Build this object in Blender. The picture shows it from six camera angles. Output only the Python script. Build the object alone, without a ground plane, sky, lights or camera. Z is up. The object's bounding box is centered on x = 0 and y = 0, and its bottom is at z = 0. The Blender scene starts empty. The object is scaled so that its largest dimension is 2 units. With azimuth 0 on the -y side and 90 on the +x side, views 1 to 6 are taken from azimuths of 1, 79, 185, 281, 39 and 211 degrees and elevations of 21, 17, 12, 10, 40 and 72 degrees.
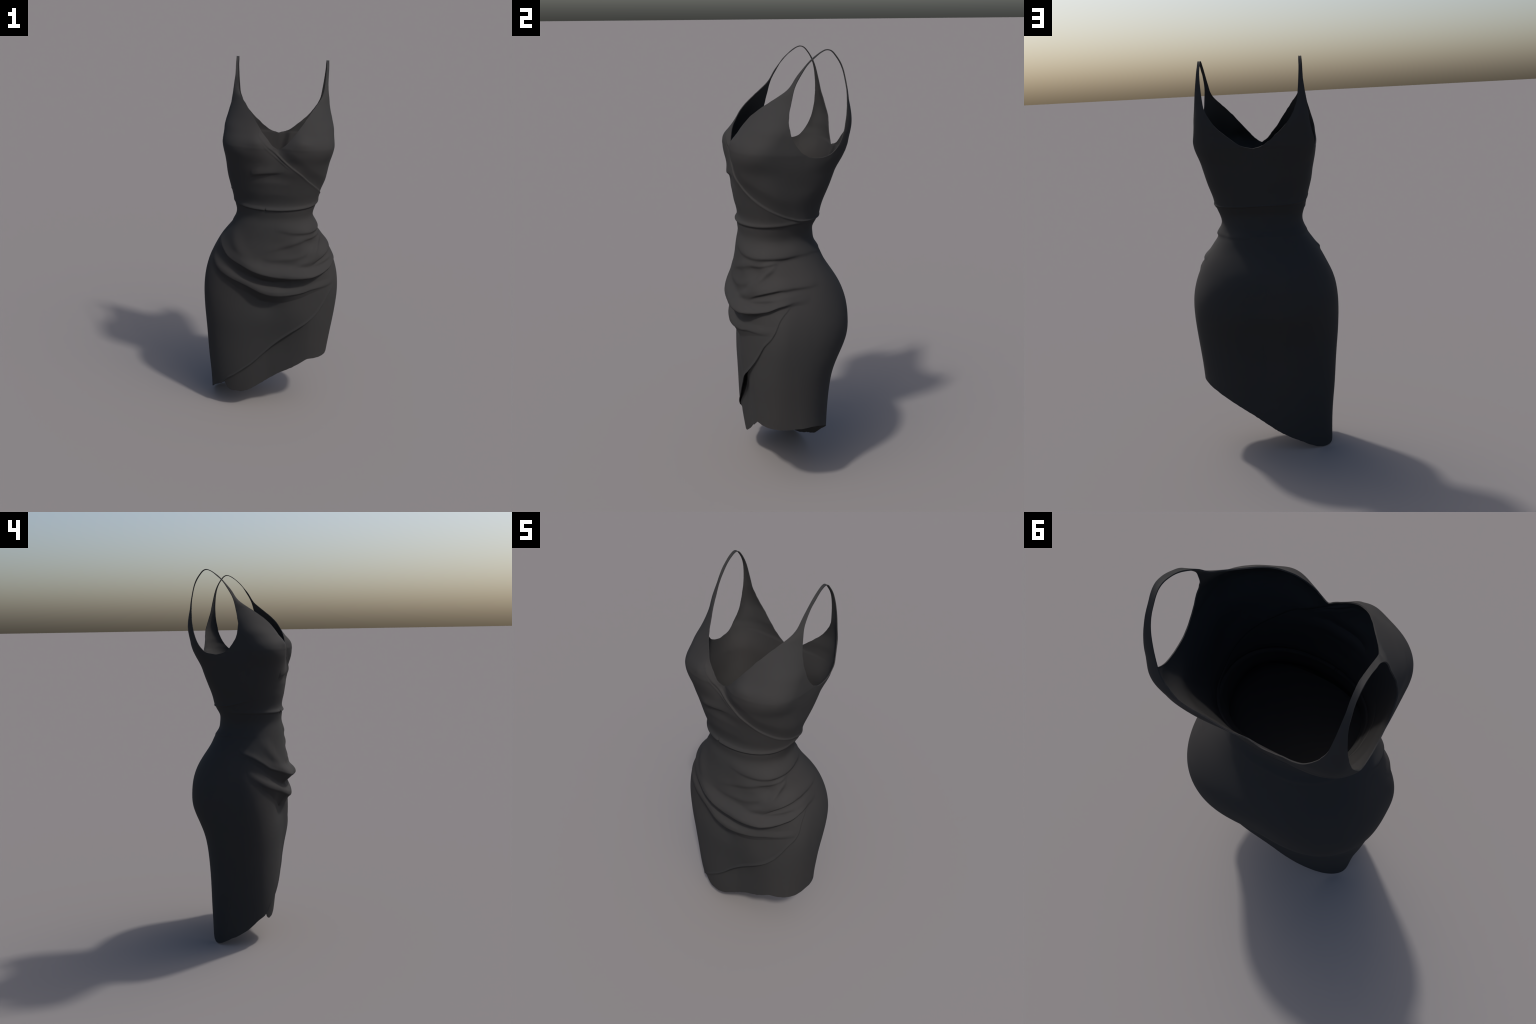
# A black sleeveless wrap dress, standing as if worn, built as one lofted cloth surface:
#   body profiles (widths, front, back, roundness) over height  -> smooth body
#   + folds, seam lips and rolled edges laid on it as relief along curves
#   - neckline, armholes and the slanting wrap hem trimmed off with smooth curves
#   + thin shoulder straps lofted between their two edges, + the under-layer of the wrap skirt.
import bpy, math
import numpy as np

PI = math.pi
THICK = 0.0034            # cloth thickness
Z_TOP = 1.80              # height where the bodice points turn into straps
PHI_R = math.radians(62)  # where the wrap edge runs out into the right hip

# ------------------------------------------------------------------ helpers
def spline(knots, q, col=1):
    """natural cubic through (t, value...) rows, held constant outside"""
    k = np.asarray(knots, float)
    t, y = k[:, 0], k[:, col]
    n = len(t)
    h = np.diff(t)
    A = np.eye(n)
    b = np.zeros(n)
    for i in range(1, n - 1):
        A[i, i - 1:i + 2] = h[i - 1], 2 * (h[i - 1] + h[i]), h[i]
        b[i] = 6 * ((y[i + 1] - y[i]) / h[i] - (y[i] - y[i - 1]) / h[i - 1])
    M = np.linalg.solve(A, b)
    q = np.clip(np.asarray(q, float), t[0], t[-1])
    i = np.clip(np.searchsorted(t, q) - 1, 0, n - 2)
    hh = h[i]
    a = (t[i + 1] - q) / hh
    c = 1 - a
    return a * y[i] + c * y[i + 1] + ((a**3 - a) * M[i] + (c**3 - c) * M[i + 1]) * hh * hh / 6

def lin(knots, q, col=1):
    k = np.asarray(knots, float)
    return np.interp(q, k[:, 0], k[:, col])

def pchip(knots, q, col=1):
    """monotone cubic: smooth but never overshoots"""
    k = np.asarray(knots, float)
    t, y = k[:, 0], k[:, col]
    h = np.diff(t)
    d = np.diff(y) / h
    m = np.zeros(len(t))
    m[0], m[-1] = d[0], d[-1]
    for i in range(1, len(t) - 1):
        if d[i - 1] * d[i] > 0:
            w1, w2 = 2 * h[i] + h[i - 1], h[i] + 2 * h[i - 1]
            m[i] = (w1 + w2) / (w1 / d[i - 1] + w2 / d[i])
    q = np.clip(np.asarray(q, float), t[0], t[-1])
    i = np.clip(np.searchsorted(t, q) - 1, 0, len(t) - 2)
    s = (q - t[i]) / h[i]
    return ((2*s**3 - 3*s**2 + 1) * y[i] + (s**3 - 2*s**2 + s) * h[i] * m[i]
            + (-2*s**3 + 3*s**2) * y[i + 1] + (s**3 - s**2) * h[i] * m[i + 1])

def smooth(e0, e1, x):
    t = np.clip((x - e0) / (e1 - e0), 0, 1)
    return t * t * (3 - 2 * t)

def wrap(phi):
    return (phi + PI) % (2 * PI) - PI

# ------------------------------------------------------------------ body profiles
# height, half width, front y, back y, y of the widest point, roundness front / back, bust cleft, seat cleft,
# extra fullness of the right / left thigh
BODY = [
    (-0.02, 0.3202, -0.16, 0.1818, 0.075, 3.05, 1.97, 0.000, 0.100, 0.0041, -0.0001),
    (0.1, 0.3236, -0.175, 0.1892, 0.050, 3.16, 2.1, 0.000, 0.125, 0.0066, 0.0020),
    (0.2, 0.3311, -0.186, 0.1937, 0.030, 3.20, 2.2, 0.000, 0.14, 0.0, 0.0050),
    (0.3, 0.3427, -0.193, 0.1952, 0.014, 2.99, 2.25, 0.000, 0.14, 0.002, 0.0080),
    (0.4, 0.3517, -0.199, 0.2001, -0.005, 2.82, 2.3, 0.000, 0.13, 0.0001, 0.0060),
    (0.5, 0.3611, -0.2048, 0.2069, -0.017, 2.71, 2.4, 0.000, 0.13, 0.0018, 0.0038),
    (0.58, 0.3698, -0.2118, 0.2221, -0.023, 2.63, 2.38, 0.000, 0.1, 0.0058, -0.0005),
    (0.66, 0.3761, -0.2158, 0.2504, -0.034, 2.51, 2.5, 0.000, 0.08, 0.0104, -0.0048),
    (0.74, 0.3787, -0.2185, 0.2822, -0.046, 2.36, 2.58, 0.000, 0.058, 0.0099, -0.0044),
    (0.82, 0.3734, -0.2220, 0.2851, -0.047, 2.20, 2.68, 0.000, 0.045, 0.0095, -0.0034),
    (0.9, 0.3548, -0.2260, 0.2761, -0.037, 2.10, 2.55, 0.000, 0.033, 0.0074, -0.0014),
    (0.97, 0.3245, -0.2300, 0.2439, -0.025, 2.10, 2.58, 0.000, 0.009, 0.0056, -0.0008),
    (1.03, 0.2928, -0.2280, 0.2041, -0.031, 2.17, 2.68, 0.000, 0.005, 0.0033, -0.0009),
    (1.08, 0.2599, -0.2204, 0.1727, -0.046, 2.21, 2.66, 0.000, 0.002, 0.0018, -0.0008),
    (1.12, 0.2325, -0.2159, 0.1543, -0.053, 2.24, 2.61, 0.000, 0.000, 0.0007, -0.0006),
    (1.16, 0.2155, -0.2104, 0.1328, -0.051, 2.23, 2.52, 0.000, 0.000, 0.0005, -0.0007),
    (1.2, 0.2089, -0.2046, 0.1259, -0.044, 2.21, 2.43, 0.000, 0.000, 0.0003, -0.0003),
    (1.24, 0.2187, -0.2083, 0.1269, -0.037, 2.19, 2.40, 0.000, 0.000, 0.0001, 0.0002),
    (1.27, 0.2284, -0.2069, 0.1419, -0.032, 2.18, 2.44, 0.000, 0.000, 0.0001, -0.0013),
    (1.33, 0.2449, -0.217, 0.1585, -0.038, 2.13, 2.64, 0.000, 0.000, 0.0005, 0.0015),
    (1.39, 0.2620, -0.23, 0.1726, -0.045, 2.13, 3.09, 0.015, 0.000, -0.0009, 0.0005),
    (1.45, 0.2738, -0.2415, 0.1870, -0.059, 2.24, 3.89, 0.04, 0.000, 0.0006, -0.0002),
    (1.51, 0.2865, -0.251, 0.2047, -0.076, 2.4, 4.2, 0.075, 0.000, -0.0008, -0.0019),
    (1.57, 0.2889, -0.2595, 0.2227, -0.088, 2.48, 4.8, 0.18, 0.000, -0.0034, -0.0031),
    (1.64, 0.293, -0.234, 0.2427, -0.07, 2.2, 5.2, 0.16, 0.000, -0.0037, -0.0037),
    (1.7, 0.29, -0.215, 0.2536, -0.02, 2.1, 7.74, 0.1, 0.000, 0.0004, 0.0004),
    (1.76, 0.275, -0.187, 0.2539, 0.03, 1.8, 8.21, 0.03, 0.000, 0.0004, 0.0004),
    (1.82, 0.268, -0.144, .2450, 0.06, 1.7, 8.20, 0.02, 0, 0, 0),
]

# soft local fullness: degrees, height, spread in degrees, spread in height, amount
PADS = [(-38, .80, 32, .10, -.012), (-8, .70, 26, .06, -.009), (54, .48, 20, .18, .008), (64, 1.055, 15, .035, -.016), (20, 1.035, 20, .04, -.008),
        (34, 1.635, 15, .042, .033), (-34, 1.635, 15, .042, .033), (58, 1.64, 17, .046, .018), (-58, 1.64, 17, .046, .018),
        (-15, .735, 30, .05, -.008), (25, .84, 15, .028, -.009), (0, 1.43, 40, .03, -.004),
        (76, 1.50, 16, .05, -.010), (-76, 1.50, 16, .05, -.010), (22, 1.51, 14, .035, -.005)]

# edges of the bodice points and straps on the right half (height, x, y); the left half mirrors them
NECK_FRONT = [(1.580, .0, -.226), (1.587, .012, -.2265), (1.603, .034, -.226), (1.633, .060, -.220), (1.664, .087, -.209), (1.695, .110, -.191),
              (1.727, .134, -.167), (1.756, .157, -.136), (1.786, .181, -.097), (1.815, .205, -.057),
              (1.848, .222, -.019), (1.887, .2285, .006), (1.926, .232, .037), (1.964, .2345, .073),
              (1.983, .235, .0985), (1.994, .235, .117), (1.999, .235, .136)]
ARM_FRONT = [(1.58, .297, .035), (1.60, .296, .011), (1.632, .294, -.013), (1.656, .292, -.024), (1.69, .285, -.0305), (1.718, .277, -.0325), (1.753, .268, -.027),
             (1.788, .259, -.020), (1.823, .254, -.012), (1.856, .249, -.001), (1.886, .2465, .015),
             (1.915, .2465, .033), (1.943, .247, .053), (1.966, .248, .078), (1.983, .248, .0985), (1.994, .248, .117), (1.999, .248, .136)]
ARM_BACK = [(1.590, .295, .152), (1.617, .292, .178), (1.652, .285, .194), (1.690, .2785, .206), (1.727, .2745, .213),
            (1.770, .269, .2155), (1.811, .2645, .2155), (1.854, .260, .2125), (1.896, .255, .2065),
            (1.924, .252, .199), (1.950, .250, .1875), (1.978, .248, .168), (1.993, .248, .153), (1.999, .248, .136)]
NECK_BACK = [(1.576, .0, .222), (1.586, .040, .231), (1.607, .076, .236), (1.634, .109, .241), (1.661, .141, .248),
             (1.691, .170, .252), (1.723, .193, .248), (1.758, .212, .2415), (1.800, .225, .231),
             (1.838, .229, .2235), (1.878, .2325, .2145), (1.918, .235, .203), (1.956, .236, .184),
             (1.978, .235, .168), (1.993, .235, .153), (1.999, .235, .136)]

# armhole outline seen from the side (y, z)
ARMHOLE = [(.082, 1.568), (.060, 1.571), (.041, 1.577), (.019, 1.591), (.003, 1.610), (-.013, 1.633), (-.0245, 1.657), (-.0305, 1.69),
           (-.0325, 1.718), (-.028, 1.753), (-.020, 1.788), (-.012, 1.823), (.0, 1.86), (.1, 1.92), (.21, 1.86),
           (.215, 1.811), (.2135, 1.76), (.2085, 1.718), (.2005, 1.676), (.1815, 1.630), (.1535, 1.591), (.1215, 1.574)]

# lower border of the cloth, degrees round the body from the front centre towards the wearer's right side of the sheet:
# hem from the right hip round the back to the low left corner, then up the slanting wrap edge to the right hip
HEM = [(62, .357), (68.4, .3565), (78.4, .358), (88.4, .361), (97.4, .362), (104.3, .354), (112, .334), (124.7, .286), (136.4, .242),
       (162.6, .173), (190.6, .123), (221.5, .076), (238.6, .045), (249, .018), (254.9, .005), (260.5, .0), (265.1, .004), (270.5, .018),
       (276, .036), (282.5, .055), (291.3, .092), (300, .138), (305.6, .155), (308.2, .173), (312.3, .206), (319.2, .24), (325.1, .27),
       (341, .341), (355.2, .403), (364.8, .439), (384.4, .506), (400.6, .567), (413, .621), (422, .676)]
WRAP_EDGE = HEM[22:] + [(427.2, .717), (432.2, .765), (437.8, .81), (440.3, .842), (442.5, .889), (447.9, .94)]
# lower border of the layer underneath the wrap
UNDER_HEM = [(-62, .40), (-57, .27), (-53, .20), (-50.5, .155), (-48, .136), (-45.1, .123), (-41.2, .119), (-34.6, .119), (-27.5, .129), (-16.5, .158), (-3.3, .193), (10.4, .228),
             (23.4, .26), (35.4, .289), (43.8, .317), (50.2, .343), (54.4, .356), (62, .357)]

def edge_r(table, z, ys):
    x, y = pchip(table, z, 1), pchip(table, z, 2)
    return np.arctan2(x, ys - y), np.hypot(x, y - ys)

def body_radius(phi, z):
    """radius of the smooth body about its axis (0, ys(z)) at angle phi from the front"""
    w, yf, yb, ys, nf, nb, cleft, seat, fr, fl = (spline(BODY, z, i) for i in range(1, 11))
    s, c = np.sin(phi), np.cos(phi)
    front = c > 0
    depth = np.where(front, ys - yf, yb - ys)
    n = np.where(front, nf, nb)
    r = ((np.abs(s) / w) ** n + (np.abs(c) / depth) ** n) ** (-1 / n)
    x = r * s
    r = r * (1 - np.where(front, cleft * np.exp(-(x / .07) ** 2), seat * np.exp(-(x / .16) ** 2)))  # seat flattened
    d = np.degrees(phi)
    r = r + fr * np.exp(-((d - 38) / 24) ** 2) + fl * np.exp(-((d + 38) / 24) ** 2)
    for c, zc, sc, sz, a in PADS:
        r = r + a * np.exp(-((d - c) / sc) ** 2 - ((z - zc) / sz) ** 2)
    return r, ys

def body(phi, z):
    r, ys = body_radius(phi, z)
    # above the underarm the cloth must run through the measured neck and armhole edges
    up = smooth(1.49, 1.60, z)
    if np.any(up > 0):
        fix = []
        for tab in (NECK_FRONT, ARM_FRONT, ARM_BACK, NECK_BACK):
            p, q = edge_r(tab, z, ys)
            zt = np.maximum(z, tab[0][0])
            pt, qt = edge_r(tab, zt, spline(BODY, zt, 4))
            fix.append((p, qt - body_radius(pt, zt)[0]))
        a = np.abs(phi)
        corr = np.zeros_like(r)
        P = [np.zeros_like(z)] + [f[0] for f in fix] + [np.full_like(z, PI)]
        C = [fix[0][1]] + [f[1] for f in fix] + [fix[3][1]]
        for i in range(5):
            t = np.clip((a - P[i]) / np.maximum(P[i + 1] - P[i], 1e-4), 0, 1)
            m = (a >= P[i]) & (a <= P[i + 1])
            corr = np.where(m, C[i] + t * (C[i + 1] - C[i]), corr)
        r = r + up * corr
    return r, ys

# ------------------------------------------------------------------ relief
# each fold: (degrees, crest height, amplitude) along its crest; widths above / below; sharpness below; droop
FOLDS = [
    # big cowl fold across the belly
    dict(c=[(-104, 1.07, 0), (-91, 1.056, .004), (-80, 1.036, .007), (-68, 1.010, .009), (-55, .975, .014), (-40, .950, .026), (-25, .928, .039),
            (-10, .912, .043), (11, .905, .043), (27, .904, .048), (45, .906, .051), (54, .910, .043), (60, .914, .033), (70, .925, .018),
            (81, .953, .014), (92, .966, .008), (104, .968, 0)],
         up=[(-70, .020), (-30, .028), (-10, .034), (10, .034), (30, .027), (45, .022), (60, .018), (80, .016)], ku=2.5,
         tail=[(-80, .4), (-50, .45), (-25, .35), (0, .18), (20, .05), (60, 0), (80, .2)], tw=.065,
         ramp=[(-80, .020), (-68, .035), (-55, .055), (-40, .070), (-25, .066), (0, .060), (27, .050), (45, .042), (60, .034), (80, .022)], droop=.25),
    # second cowl fold below it
    dict(c=[(-82, .95, 0), (-74, .918, .007), (-64, .886, .016), (-53, .862, .024), (-40, .842, .032), (-27, .822, .038), (-14, .805, .042),
            (2, .795, .040), (17, .793, .031), (31, .796, .021), (44, .803, .014), (54, .814, .010), (67, .826, .006), (80, .838, 0)],
         up=[(-70, .018), (-40, .022), (-15, .028), (8, .030), (30, .022), (70, .016)], ku=2.5, tail=[(-70, .2), (-20, .1), (60, 0)], tw=.05,
         ramp=[(-70, .035), (-60, .05), (-49, .070), (-35, .075), (-13, .082), (2, .078), (14, .075), (38, .055), (57, .035), (75, .02)], droop=.2),
    # crisp turned lips along both folds
    dict(c=[(-96, 1.07, 0), (-88, 1.053, .003), (-76, 1.030, .004), (-66, 1.001, .0045), (-55, .965, .0045), (-40, .943, .004), (-25, .923, .004), (-7, .908, .004), (11, .896, .004),
            (27, .893, .004), (45, .896, .0045), (60, .905, .004), (70, .921, .004), (81, .948, .004), (90, .958, 0)], up=.010, dn=.005, k=2, tail=0, tw=1, droop=0),
    dict(c=[(-74, .905, 0), (-64, .872, .0025), (-53, .850, .004), (-40, .831, .004), (-27, .811, .004), (-14, .794, .004), (2, .781, .0045), (17, .780, .0045),
            (31, .785, .0045), (44, .793, .0045), (54, .807, .004), (67, .815, .002), (76, .825, 0)], up=.010, dn=.005, k=2, tail=0, tw=1, droop=0),
    # pinched creases fanning into the right hip
    dict(c=[(50, 1.085, 0), (62, 1.088, .004), (76, 1.104, .005), (88, 1.112, 0)], up=.008, dn=.006, k=2, tail=0, tw=1, droop=0),
    dict(c=[(44, .985, 0), (56, 1.018, .004), (66, 1.048, .006), (76, 1.078, .004), (84, 1.10, 0)], up=.007, dn=.010, k=2, tail=0, tw=1, droop=0),
    dict(c=[(54, .962, 0), (68, .990, .003), (80, 1.006, .004), (92, 1.008, 0)], up=.006, dn=.005, k=2, tail=0, tw=1, droop=0),
    dict(c=[(-20, .985, 0), (4, .978, .002), (26, .985, .003), (44, 1.005, .003), (56, 1.03, 0)], up=.016, dn=.012, k=2, tail=0, tw=1, droop=0),
    # roll of cloth below the waist on the right
    dict(c=[(0, 1.150, 0), (14, 1.146, .003), (35, 1.135, .007), (54, 1.132, .013), (72, 1.137, .017), (90, 1.140, .017), (112, 1.146, .008),
            (130, 1.146, .005), (150, 1.142, .002), (170, 1.14, 0)], up=.030, dn=.017, k=2.6, tail=0, tw=1, droop=.2),
    # ridges fanning out from the right hip
    dict(c=[(28, .95, 0), (46, .952, .006), (61, .985, .011), (72, 1.008, .014), (83, 1.022, .013), (103, 1.024, .007), (116, 1.028, 0)],
         up=.022, dn=.014, k=3, tail=0, tw=1, droop=.1),
    dict(c=[(20, .93, 0), (38, .928, .004), (58, .945, .006), (74, .966, .006), (90, .985, .004), (102, .99, 0)], up=.010, dn=.009, k=2, tail=0, tw=1, droop=0),
    dict(c=[(-14, 1.022, 0), (8, 1.044, .003), (24, 1.060, .005), (42, 1.080, .006), (60, 1.100, .005), (78, 1.118, 0)],
         up=.020, dn=.013, k=2.4, tail=0, tw=1, droop=0),
    # fold from under the roll, dropping towards the belly
    dict(c=[(10, .915, 0), (30, .935, .004), (46, .968, .009), (58, 1.010, .011), (68, 1.056, .009), (78, 1.098, .003), (84, 1.11, 0)],
         up=.016, dn=.022, k=2, tail=0, tw=1, droop=0),
    # soft fold at the left of the belly
    dict(c=[(-80, 1.12, 0), (-66, 1.09, .004), (-54, 1.045, .007), (-44, 1.005, .007), (-30, .975, .004), (-14, .96, 0)],
         up=.030, dn=.026, k=2, tail=0, tw=1, droop=0),
    # pleat under the left cup
    dict(c=[(-41, 1.443, 0), (-37, 1.446, .005), (-28, 1.455, .009), (-18, 1.460, .008), (-4, 1.464, .005), (12, 1.466, 0)],
         up=.026, dn=.009, k=2, tail=0, tw=1, droop=.3),
    dict(c=[(-45, 1.39, 0), (-25, 1.40, .0015), (0, 1.405, .0015), (25, 1.395, 0)], up=.02, dn=.018, k=2, tail=0, tw=1, droop=0),
    dict(c=[(-30, 1.33, 0), (0, 1.34, .001), (30, 1.335, 0)], up=.02, dn=.015, k=2, tail=0, tw=1, droop=0),
    # rolled seam lip at the waist, front
    dict(c=[(-125, 1.262, 0), (-110, 1.259, .001), (-85, 1.2565, .003), (-58, 1.2535, .006), (-37, 1.251, .0085), (-15, 1.251, .0095), (8, 1.252, .0095), (30, 1.255, .009),
            (56, 1.260, .008), (83, 1.270, .006), (100, 1.278, .005), (118, 1.28, 0)], up=.010, dn=.006, k=2, tail=.4, tw=.020, droop=0),
    # rolled edge of the crossing bodice front, running round the back as the seam lip
    dict(c=[(-34, 1.655, .001), (-19, 1.597, .0045), (0, 1.553, .005), (11, 1.525, .0045), (25, 1.487, .003), (38, 1.448, .0027), (50, 1.405, .0023),
            (62, 1.370, .0018), (78, 1.331, .0014), (93, 1.303, .003), (106, 1.289, .006), (120, 1.285, .007), (150, 1.286, .0065), (189, 1.288, .006),
            (216, 1.288, .006), (250, 1.295, .005), (279, 1.323, .002), (296, 1.337, 0)], up=.0045, dn=.0042, k=2, tail=.3, tw=.026, droop=0),
    dict(c=[(-30, 1.625, 0), (-20, 1.582, .002), (-4, 1.542, .0025), (10, 1.510, .002), (24, 1.475, 0)], up=.004, dn=.004, k=2, tail=0, tw=1, droop=0),
    # seam at the top of the skirt, back
    dict(c=[(-100, 1.128, 0), (-86, 1.134, .002), (-60, 1.14, 0)], up=.02, dn=.009, k=2, tail=0, tw=1, droop=0),
    dict(c=[(130, 1.134, 0), (150, 1.133, .003), (168, 1.133, .0035), (195, 1.130, .0035), (218, 1.133, .0035), (259, 1.134, .003), (280, 1.136, 0)], up=.022, dn=.007, k=2, tail=0, tw=1, droop=0),
]

def relief(phi, z, r):
    """outward and downward displacement from all folds"""
    out = np.zeros_like(r)
    down = np.zeros_like(r)
    deg = np.degrees(phi)
    for f in FOLDS:
        k = np.array(f['c'], float)
        mid = .5 * (k[0, 0] + k[-1, 0])
        d = (deg - mid + 180) % 360 - 180 + mid
        m = (d > k[0, 0]) & (d < k[-1, 0])
        if not m.any():
            continue
        dm, zm = d[m], z[m]
        zc = pchip(k, dm, 1)
        amp = np.maximum(pchip(k, dm, 2), 0)
        zc = zc + max(f['droop'] - .3, 0) * amp
        slope = (pchip(k, dm + .5, 1) - pchip(k, dm - .5, 1)) / (math.radians(1) * r[m])
        t = (zm - zc) / np.sqrt(1 + slope ** 2)
        up, tail = (pchip(f[n], dm) if isinstance(f[n], list) else f[n] for n in ('up', 'tail'))
        above = (1 - tail) * np.exp(-(np.abs(t) / up) ** f.get('ku', 2)) + tail * np.exp(-(np.abs(t) / f['tw']) ** 2)
        if 'ramp' in f:                     # straight slope from the crest down to the cloth below
            q = -t / pchip(f['ramp'], dm)
            below = np.clip(1 - (np.sqrt(q * q + .03) - .1732) / .8417, 0, 1)
        else:
            below = np.exp(-(np.abs(t) / f['dn']) ** f['k'])
        g = np.where(t > 0, above, below)
        out[m] += amp * g
        down[m] += f['droop'] * amp * g
    # the fabric right of the crossing edge lies a few mm lower than the lapped front
    bw = [(-10, 1.574), (0, 1.553), (11, 1.525), (25, 1.487), (38, 1.448), (50, 1.405), (62, 1.370), (78, 1.331), (93, 1.303), (106, 1.289)]
    m = (deg > -10) & (deg < 106) & (z < 1.62)
    t = z - pchip(bw, deg, 1)
    fade = smooth(-10, 2, deg) * (1 - smooth(70, 106, deg))
    out -= np.where(m, .006 * fade * smooth(-.002, .010, t) * (1 - smooth(.02, .09, t)), 0)
    # the free wrap edge turns up slightly
    e = z - pchip(WRAP_EDGE, np.where(deg < -100, deg + 720, deg + 360))
    out += np.where((deg > -62) & (deg < 88) & (e > -.02), .005 * np.exp(-(e / .010) ** 2) * smooth(-62, -46, deg) * (1 - smooth(60, 88, deg)), 0)
    # short centre-back seam line
    cb = np.exp(-(wrap(phi - PI) * r / .004) ** 2) * smooth(.40, .46, z) * (1 - smooth(.55, .62, z))
    out -= .0008 * cb
    # little tuck stitched in the waist lip
    out -= .006 * np.exp(-(((deg + 17) / 1.3) ** 2 + ((z - 1.249) / .009) ** 2))
    return out, down

def under_depth(phi, z, full):
    """how far the layer below the wrap edge lies inside the outer cloth"""
    deg = np.degrees(phi)
    deg = np.where(deg < -100, deg + 360, deg)
    d = pchip([(-62, .006), (-50, .005), (-30, .011), (-10, .020), (8, .024), (26, .024), (40, .020), (48, .015), (55, .009), (62, .0065), (75, .0045), (84, .003), (92, 0)], deg)
    dist = pchip(WRAP_EDGE, deg + 360) - z
    step = smooth(-.001, .011, dist)
    b = full * (1 - smooth(44, 62, deg))
    return np.where((deg > -63) & (deg < 92), d * (step + (1 - step) * b), 0)

def cloth(phi, z, layer):
    """point on the cloth; layer 0 = outer sheet, 1 = layer under the wrap"""
    p = wrap(phi)
    r, ys = body(p, z)
    if layer == 0:
        out, down = relief(p, z, r)
        right = (phi > PHI_R - 1e-6) & (phi < PHI_R + PI)
        out = out - np.where(right, under_depth(p, z, 0.0), 0)
    else:
        out, down = relief(p, z, r)
        fold_fade = 1 - smooth(.0, .03, z - pchip(WRAP_EDGE, np.degrees(p) + 360)) * (1 - smooth(44, 62, np.degrees(p)))
        out = out * fold_fade - under_depth(p, z, 1.0)
        down = down * fold_fade
    r = r + out
    return np.stack([r * np.sin(p), ys - r * np.cos(p), z - down], -1)

# ------------------------------------------------------------------ trimming
def polygon_distance(px, py, poly):
    """signed distance, positive outside the closed outline"""
    P = np.asarray(poly, float)
    Q = np.roll(P, -1, 0)
    best = np.full(px.shape, 1e9)
    inside = np.zeros(px.shape, bool)
    for (ax, ay), (bx, by) in zip(P, Q):
        dx, dy = bx - ax, by - ay
        t = np.clip(((px - ax) * dx + (py - ay) * dy) / (dx * dx + dy * dy + 1e-15), 0, 1)
        best = np.minimum(best, np.hypot(px - ax - t * dx, py - ay - t * dy))
        cross = ((ay > py) != (by > py)) & (px < (bx - ax) * (py - ay) / (by - ay + 1e-12) + ax)
        inside ^= cross
    return np.where(inside, -best, best)

def round_outline(pts, n=6):
    """closed Catmull-Rom through the points"""
    P = np.asarray(pts, float)
    out = []
    for i in range(len(P)):
        a, b, c, d = P[i - 1], P[i], P[(i + 1) % len(P)], P[(i + 2) % len(P)]
        for t in np.arange(n) / n:
            out.append(.5 * (2 * b + (c - a) * t + (2 * a - 5 * b + 4 * c - d) * t * t + (3 * b - a - 3 * c + d) * t ** 3))
    return np.array(out)

ARM_POLY = round_outline(ARMHOLE)

def neck_outline(table):
    zz = np.linspace(table[0][0], Z_TOP + .03, 60)
    xs = pchip(table, zz, 1)
    right = list(zip(xs, zz))
    return np.array(right + [(0, 2.2)] + [(-x, z) for x, z in right[::-1]])

NECK_F, NECK_B = neck_outline(NECK_FRONT), neck_outline(NECK_BACK)

def keep(P, phi, z, layer):
    """trim function: positive where there is cloth"""
    deg = np.degrees(phi)
    wob = .0006 * np.sin(31 * phi + 2 * np.sin(9 * phi)) + .0003 * np.sin(67 * phi + 1.3)
    if layer == 1:
        top = pchip(WRAP_EDGE, deg + 360) + .07 * (1 - smooth(40, 62, deg)) + .0005
        return np.minimum(z - pchip(UNDER_HEM, deg) + wob, top - z)
    f = z - pchip(HEM, deg) + wob
    hi = z > 1.5
    if hi.any():
        x, y, zz = P[hi, 0], P[hi, 1], z[hi]
        dn = polygon_distance(x, zz, NECK_F)
        db = polygon_distance(x, zz, NECK_B)
        da = polygon_distance(y, zz, ARM_POLY)
        g = np.where(y < .02, dn, db)
        g = np.minimum(g, np.where(np.abs(x) > .2, da, 1))
        f[hi] = np.minimum(f[hi], g + .8 * wob[hi])
    return f

def trimmed_grid(phis, zs, layer):
    """grid of the cloth in (angle, height), cut exactly along the trim curves"""
    PH, ZZ = (a.ravel() for a in np.meshgrid(phis, zs))
    P = cloth(PH, ZZ, layer)
    f = keep(P, PH, ZZ, layer)
    f = np.where(np.abs(f) < 2e-4, 2e-4, f)
    nc, nr = len(phis), len(zs)
    i = (np.arange(nr - 1)[:, None] * nc + np.arange(nc - 1)[None]).ravel()
    quads = np.stack([i, i + 1, i + nc + 1, i + nc], 1)
    k = (f[quads] > 0).sum(1)
    faces = [tuple(q) for q in quads[k == 4]]
    part = quads[(k > 0) & (k < 4)]
    uv = [np.stack([PH, ZZ], 1)]
    new, count, nuv = {}, len(PH), []

    def cut(a, b):
        nonlocal count
        key = (min(a, b), max(a, b))
        if key not in new:
            t = f[a] / (f[a] - f[b])
            nuv.append((PH[a] + t * (PH[b] - PH[a]), ZZ[a] + t * (ZZ[b] - ZZ[a])))
            new[key] = count
            count += 1
        return new[key]
    for q in part:
        poly = []
        for a, b in zip(q, np.roll(q, -1)):
            if f[a] > 0:
                poly.append(int(a))
            if (f[a] > 0) != (f[b] > 0):
                poly.append(cut(int(a), int(b)))
        if len(poly) >= 3:
            faces.append(tuple(poly))
    if nuv:
        uv.append(np.array(nuv))
    uv = np.concatenate(uv)
    V = cloth(uv[:, 0], uv[:, 1], layer)
    return V, faces, uv

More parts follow.
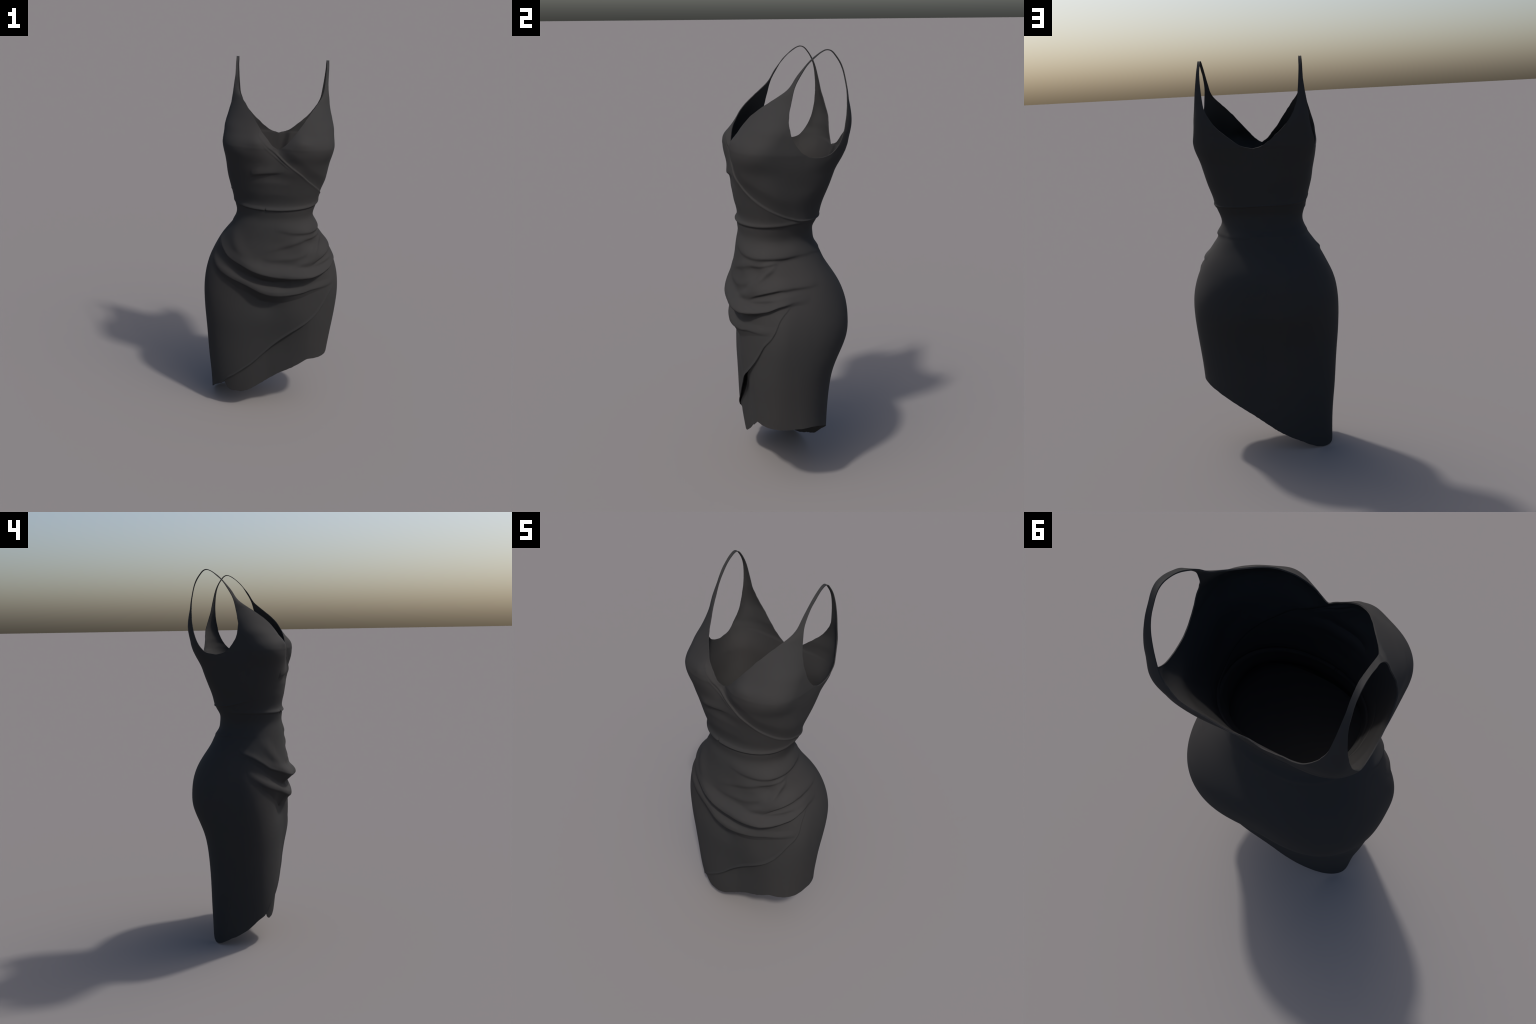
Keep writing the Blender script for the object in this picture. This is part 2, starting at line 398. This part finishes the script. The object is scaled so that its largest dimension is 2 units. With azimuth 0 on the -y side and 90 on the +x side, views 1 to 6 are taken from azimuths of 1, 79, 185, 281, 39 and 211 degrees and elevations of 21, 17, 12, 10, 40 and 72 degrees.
# ------------------------------------------------------------------ build the outer skin
N_COL = 600
phis = PHI_R + np.linspace(0, 2 * PI, N_COL + 1)
zs = np.unique(np.concatenate([np.linspace(-.004, 1.22, 307), np.linspace(1.22, 1.34, 49), np.linspace(1.34, Z_TOP, 116)]))
V0, F0, UV0 = trimmed_grid(phis, zs, 0)
step = 2 * PI / N_COL
phu = PHI_R - np.arange(int(math.radians(124) / step) + 1)[::-1] * step
V1, F1, UV1 = trimmed_grid(phu, zs[zs < .80], 1)

LIP = [(-118, 1.2595), (-85, 1.2505), (-37, 1.2445), (8, 1.2455), (56, 1.2535), (83, 1.2635), (106, 1.281), (150, 1.279), (189, 1.281), (216, 1.281), (242, 1.2595)]
verts, faces, part = [V0, V1], [], []
for q in F0:
    p, z = UV0[list(q)].mean(0)
    d = math.degrees(p)
    dl = d if d < 242 else d - 360
    if z > np.interp(dl, [a for a, b in LIP], [b for a, b in LIP]):
        part.append('bodice')
    elif d > 270:
        part.append('front_drape')
    else:
        part.append('skirt')
    faces.append(q)
off = len(V0)
for q in F1:
    faces.append(tuple(i + off for i in q))
    part.append('under_panel')
total = off + len(V1)

# straps: ribbons lofted between the two edge curves, from the front point over the shoulder to the back point
used = np.zeros(len(V0), bool)
for q in F0:
    used[list(q)] = True
top = np.where(used & (UV0[:, 1] > Z_TOP - 1e-9))[0]

def edge_curve(front, back, n):
    f = np.array([p for p in front if p[0] > Z_TOP + .01])
    b = np.array([p for p in back if p[0] > Z_TOP + .01])
    start = np.array([[Z_TOP, pchip(front, Z_TOP, 1), pchip(front, Z_TOP, 2)]])
    end = np.array([[Z_TOP, pchip(back, Z_TOP, 1), pchip(back, Z_TOP, 2)]])
    pts = np.concatenate([start, f, b[::-1][1:], end])[:, [1, 2, 0]]
    d = np.r_[0, np.cumsum(np.linalg.norm(np.diff(pts, axis=0), axis=1))]
    k = np.column_stack([d / d[-1], pts])
    u = np.linspace(0, 1, n)
    return np.stack([spline(k, u, i) for i in (1, 2, 3)], 1)

N_STRAP = 150
for side in (1, -1):
    sel = top[np.sign(V0[top, 0]) == side]
    fr = sel[V0[sel, 1] < .1]
    bk = sel[V0[sel, 1] >= .1]
    def order(ids):                         # from the neck edge to the armhole edge
        return ids[np.argsort(V0[ids, 0] * side)]
    fr, bk = order(fr), order(bk)
    neck = edge_curve(NECK_FRONT, NECK_BACK, N_STRAP) * [side, 1, 1]
    arm = edge_curve(ARM_FRONT, ARM_BACK, N_STRAP) * [side, 1, 1]
    K = max(len(fr), len(bk))
    def across(ids):                        # K points across, running exactly through the cut row
        P = V0[ids]
        s = np.r_[0, np.cumsum(np.linalg.norm(np.diff(P, axis=0), axis=1))]
        return s / s[-1], P
    sf, Pf = across(fr)
    sb, Pb = across(bk)
    s = np.linspace(0, 1, 17)
    rows, tags = [], []
    u = np.linspace(0, 1, N_STRAP)
    devf = np.stack([np.interp(s, sf, Pf[:, i]) for i in range(3)], 1) - (neck[0] + s[:, None] * (arm[0] - neck[0]))
    devb = np.stack([np.interp(s, sb, Pb[:, i]) for i in range(3)], 1) - (neck[-1] + s[:, None] * (arm[-1] - neck[-1]))
    W = neck[:, None] + s[None, :, None] * (arm - neck)[:, None]
    wid = np.linalg.norm(arm - neck, axis=1)
    a = (wid / wid[0] * (1 - smooth(.06, .30, u)))[:, None, None]
    b = (wid / wid[-1] * (1 - smooth(.70, .94, 1 - (1 - u)) * 0) * smooth(.70, .94, u))[:, None, None]
    W = W + a * devf + b * devb
    base = total
    verts.append(W[1:-1].reshape(-1, 3))
    n = len(s)
    idx = base + np.arange((N_STRAP - 2) * n).reshape(-1, n)
    total += idx.size
    flip = side < 0
    def emit(q):
        faces.append(tuple(q[::-1]) if flip else tuple(q))
        part.append('strap_right' if side > 0 else 'strap_left')
    for r_ in range(len(idx) - 1):
        for c_ in range(n - 1):
            emit((idx[r_, c_], idx[r_, c_ + 1], idx[r_ + 1, c_ + 1], idx[r_ + 1, c_]))
    def stitch(ids, ss, row, order_flip):   # zip the cut row to the first ribbon row
        i = j = 0
        while i < len(ids) - 1 or j < n - 1:
            if j == n - 1 or (i < len(ids) - 1 and ss[i + 1] <= s[j + 1]):
                t = (ids[i], ids[i + 1], row[j])
                i += 1
            else:
                t = (ids[i], row[j + 1], row[j])
                j += 1
            emit(t[::-1] if order_flip else t)
    stitch(fr, sf, idx[0], False)
    stitch(bk, sb, idx[-1], True)

V = np.concatenate(verts)

# ------------------------------------------------------------------ weld, normals, inner skin, rim
key = np.round(V / 2e-5).astype(np.int64)
_, first, inv = np.unique(key, axis=0, return_index=True, return_inverse=True)
inv = inv.ravel()
V = V[first]
tris, tpart, poly, ppart = [], [], [], []
for q, p in zip(faces, part):
    q = [int(inv[i]) for i in q]
    q = [a for i, a in enumerate(q) if a != q[i - 1]]
    if len(q) >= 3 and len(set(q)) == len(q):
        poly.append(q)
        ppart.append(p)
for q, p in zip(poly, ppart):
    for i in range(1, len(q) - 1):
        tris.append((q[0], q[i], q[i + 1]))
T = np.array(tris)
fn = np.cross(V[T[:, 1]] - V[T[:, 0]], V[T[:, 2]] - V[T[:, 0]])
N = np.zeros_like(V)
for i in range(3):
    np.add.at(N, T[:, i], fn)
N /= np.maximum(np.linalg.norm(N, axis=1, keepdims=True), 1e-12)
# the lining bridges the hollow of the cups: thicker there, thin again towards every edge
t_in = np.full(len(V), THICK)
cup = np.where(V[:, 1] < .05, np.exp(-((np.abs(np.degrees(np.arctan2(V[:, 0], -.05 - V[:, 1]))) - 38) / 34) ** 4) * np.exp(-((V[:, 2] - 1.53) / .13) ** 4), 0)
near = np.minimum(polygon_distance(V[:, 0], V[:, 2], NECK_F), np.where(np.abs(V[:, 0]) > .2, polygon_distance(V[:, 1], V[:, 2], ARM_POLY), 1))
t_in += .014 * cup * smooth(.002, .05, near)
IN = V - N * t_in[:, None]

edges = {}
for fi, q in enumerate(poly):
    for a, b in zip(q, q[1:] + q[:1]):
        edges.setdefault((min(a, b), max(a, b)), []).append((fi, a, b))
rim = [e[0] for e in edges.values() if len(e) == 1]
RN = np.zeros_like(V)
for fi, a, b in rim:
    d = np.cross(V[b] - V[a], N[a] + N[b])
    RN[a] += d
    RN[b] += d
RN /= np.maximum(np.linalg.norm(RN, axis=1, keepdims=True), 1e-12)

nv = len(V)
ALL = np.concatenate([V, IN, V, IN])
NRM = np.concatenate([N, -N, RN, RN])
out_faces = {}
for q, p in zip(poly, ppart):
    out_faces.setdefault(p, []).append(q)
    out_faces[p].append([i + nv for i in q[::-1]])
for fi, a, b in rim:
    out_faces[ppart[fi]].append([b + 2 * nv, a + 2 * nv, a + 3 * nv, b + 3 * nv])

# ground the lowest point
ALL[:, 2] -= min(ALL[np.unique(np.concatenate([np.array(f) for fs in out_faces.values() for f in fs])), 2])

# ------------------------------------------------------------------ material: matt black jersey
def fabric():
    m = bpy.data.materials.new('black_jersey')
    m.use_nodes = True
    nt = m.node_tree
    for n in list(nt.nodes):
        nt.nodes.remove(n)
    new = nt.nodes.new
    out, bsdf, tc = new('ShaderNodeOutputMaterial'), new('ShaderNodeBsdfPrincipled'), new('ShaderNodeTexCoord')
    n1 = new('ShaderNodeTexNoise')
    n1.inputs['Scale'].default_value = 2.3
    n1.inputs['Detail'].default_value = 2
    ramp = new('ShaderNodeValToRGB')
    ramp.color_ramp.elements[0].position = .35
    ramp.color_ramp.elements[0].color = (.0334, .0336, .0340, 1)
    ramp.color_ramp.elements[1].position = .68
    ramp.color_ramp.elements[1].color = (.0354, .0338, .0337, 1)
    nt.links.new(tc.outputs['Object'], n1.inputs['Vector'])
    nt.links.new(n1.outputs['Fac'], ramp.inputs['Fac'])
    nt.links.new(ramp.outputs['Color'], bsdf.inputs['Base Color'])
    bsdf.inputs['Roughness'].default_value = .75
    bsdf.inputs['Specular IOR Level'].default_value = .07
    nt.links.new(bsdf.outputs['BSDF'], out.inputs['Surface'])
    return m

MAT = fabric()
root = bpy.data.objects.new('wrap_dress', None)
root.empty_display_size = .1
bpy.context.scene.collection.objects.link(root)
root['label'] = 'black sleeveless wrap dress with thin straps and draped folds'
root['category'] = 'dress'

# flat lining that closes the skirt off at the waist, seen when looking down into the bodice
zl = 1.12
pl = np.linspace(0, 2 * PI, 181)[:-1]
rimP = cloth(pl + PHI_R + 1e-4, np.full(180, zl), 0)
ctr = np.array([0, -.04, zl - .01])
fr_ = np.array([0.04, .3, .6, .85, .97, .99])
rings = [ctr + (rimP - ctr) * [k, k, 0] + [0, 0, .012 * k * k] for k in fr_]
up_ = np.concatenate(rings)
lv = np.concatenate([up_, up_ - [0, 0, .004]])
lf = []
for L in range(2):
    o = L * len(up_)
    for r_ in range(len(fr_) - 1):
        for c_ in range(180):
            q = [o + r_ * 180 + c_, o + r_ * 180 + (c_ + 1) % 180, o + (r_ + 1) * 180 + (c_ + 1) % 180, o + (r_ + 1) * 180 + c_]
            lf.append(q if L else q[::-1])
    c = [o + c_ for c_ in range(180)]
    lf.append(c[::-1] if L else c)
o1, o2 = (len(fr_) - 1) * 180, len(up_) + (len(fr_) - 1) * 180
lf += [[o1 + c_, o2 + c_, o2 + (c_ + 1) % 180, o1 + (c_ + 1) % 180] for c_ in range(180)]
me = bpy.data.meshes.new('waist_lining')
me.from_pydata(lv.tolist(), [], lf)
me.materials.append(MAT)
me.update()
ob = bpy.data.objects.new('waist_lining', me)
ob.parent = root
bpy.context.scene.collection.objects.link(ob)

for name, obname in (('bodice', 'bodice'), ('skirt', 'skirt'), ('front_drape', 'front_drape'), ('under_panel', 'under_panel'),
                     ('strap_left', 'shoulder_strap'), ('strap_right', 'shoulder_strap')):
    fs = out_faces[name]
    ids = np.unique(np.concatenate([np.array(f) for f in fs]))
    remap = np.full(len(ALL), -1)
    remap[ids] = np.arange(len(ids))
    me = bpy.data.meshes.new(obname)
    me.from_pydata(ALL[ids].tolist(), [], [[int(remap[i]) for i in f] for f in fs])
    me.materials.append(MAT)
    me.polygons.foreach_set('use_smooth', np.ones(len(me.polygons), bool))
    me.update()
    me.normals_split_custom_set_from_vertices(NRM[ids].tolist())
    ob = bpy.data.objects.new(obname, me)
    ob.parent = root
    bpy.context.scene.collection.objects.link(ob)
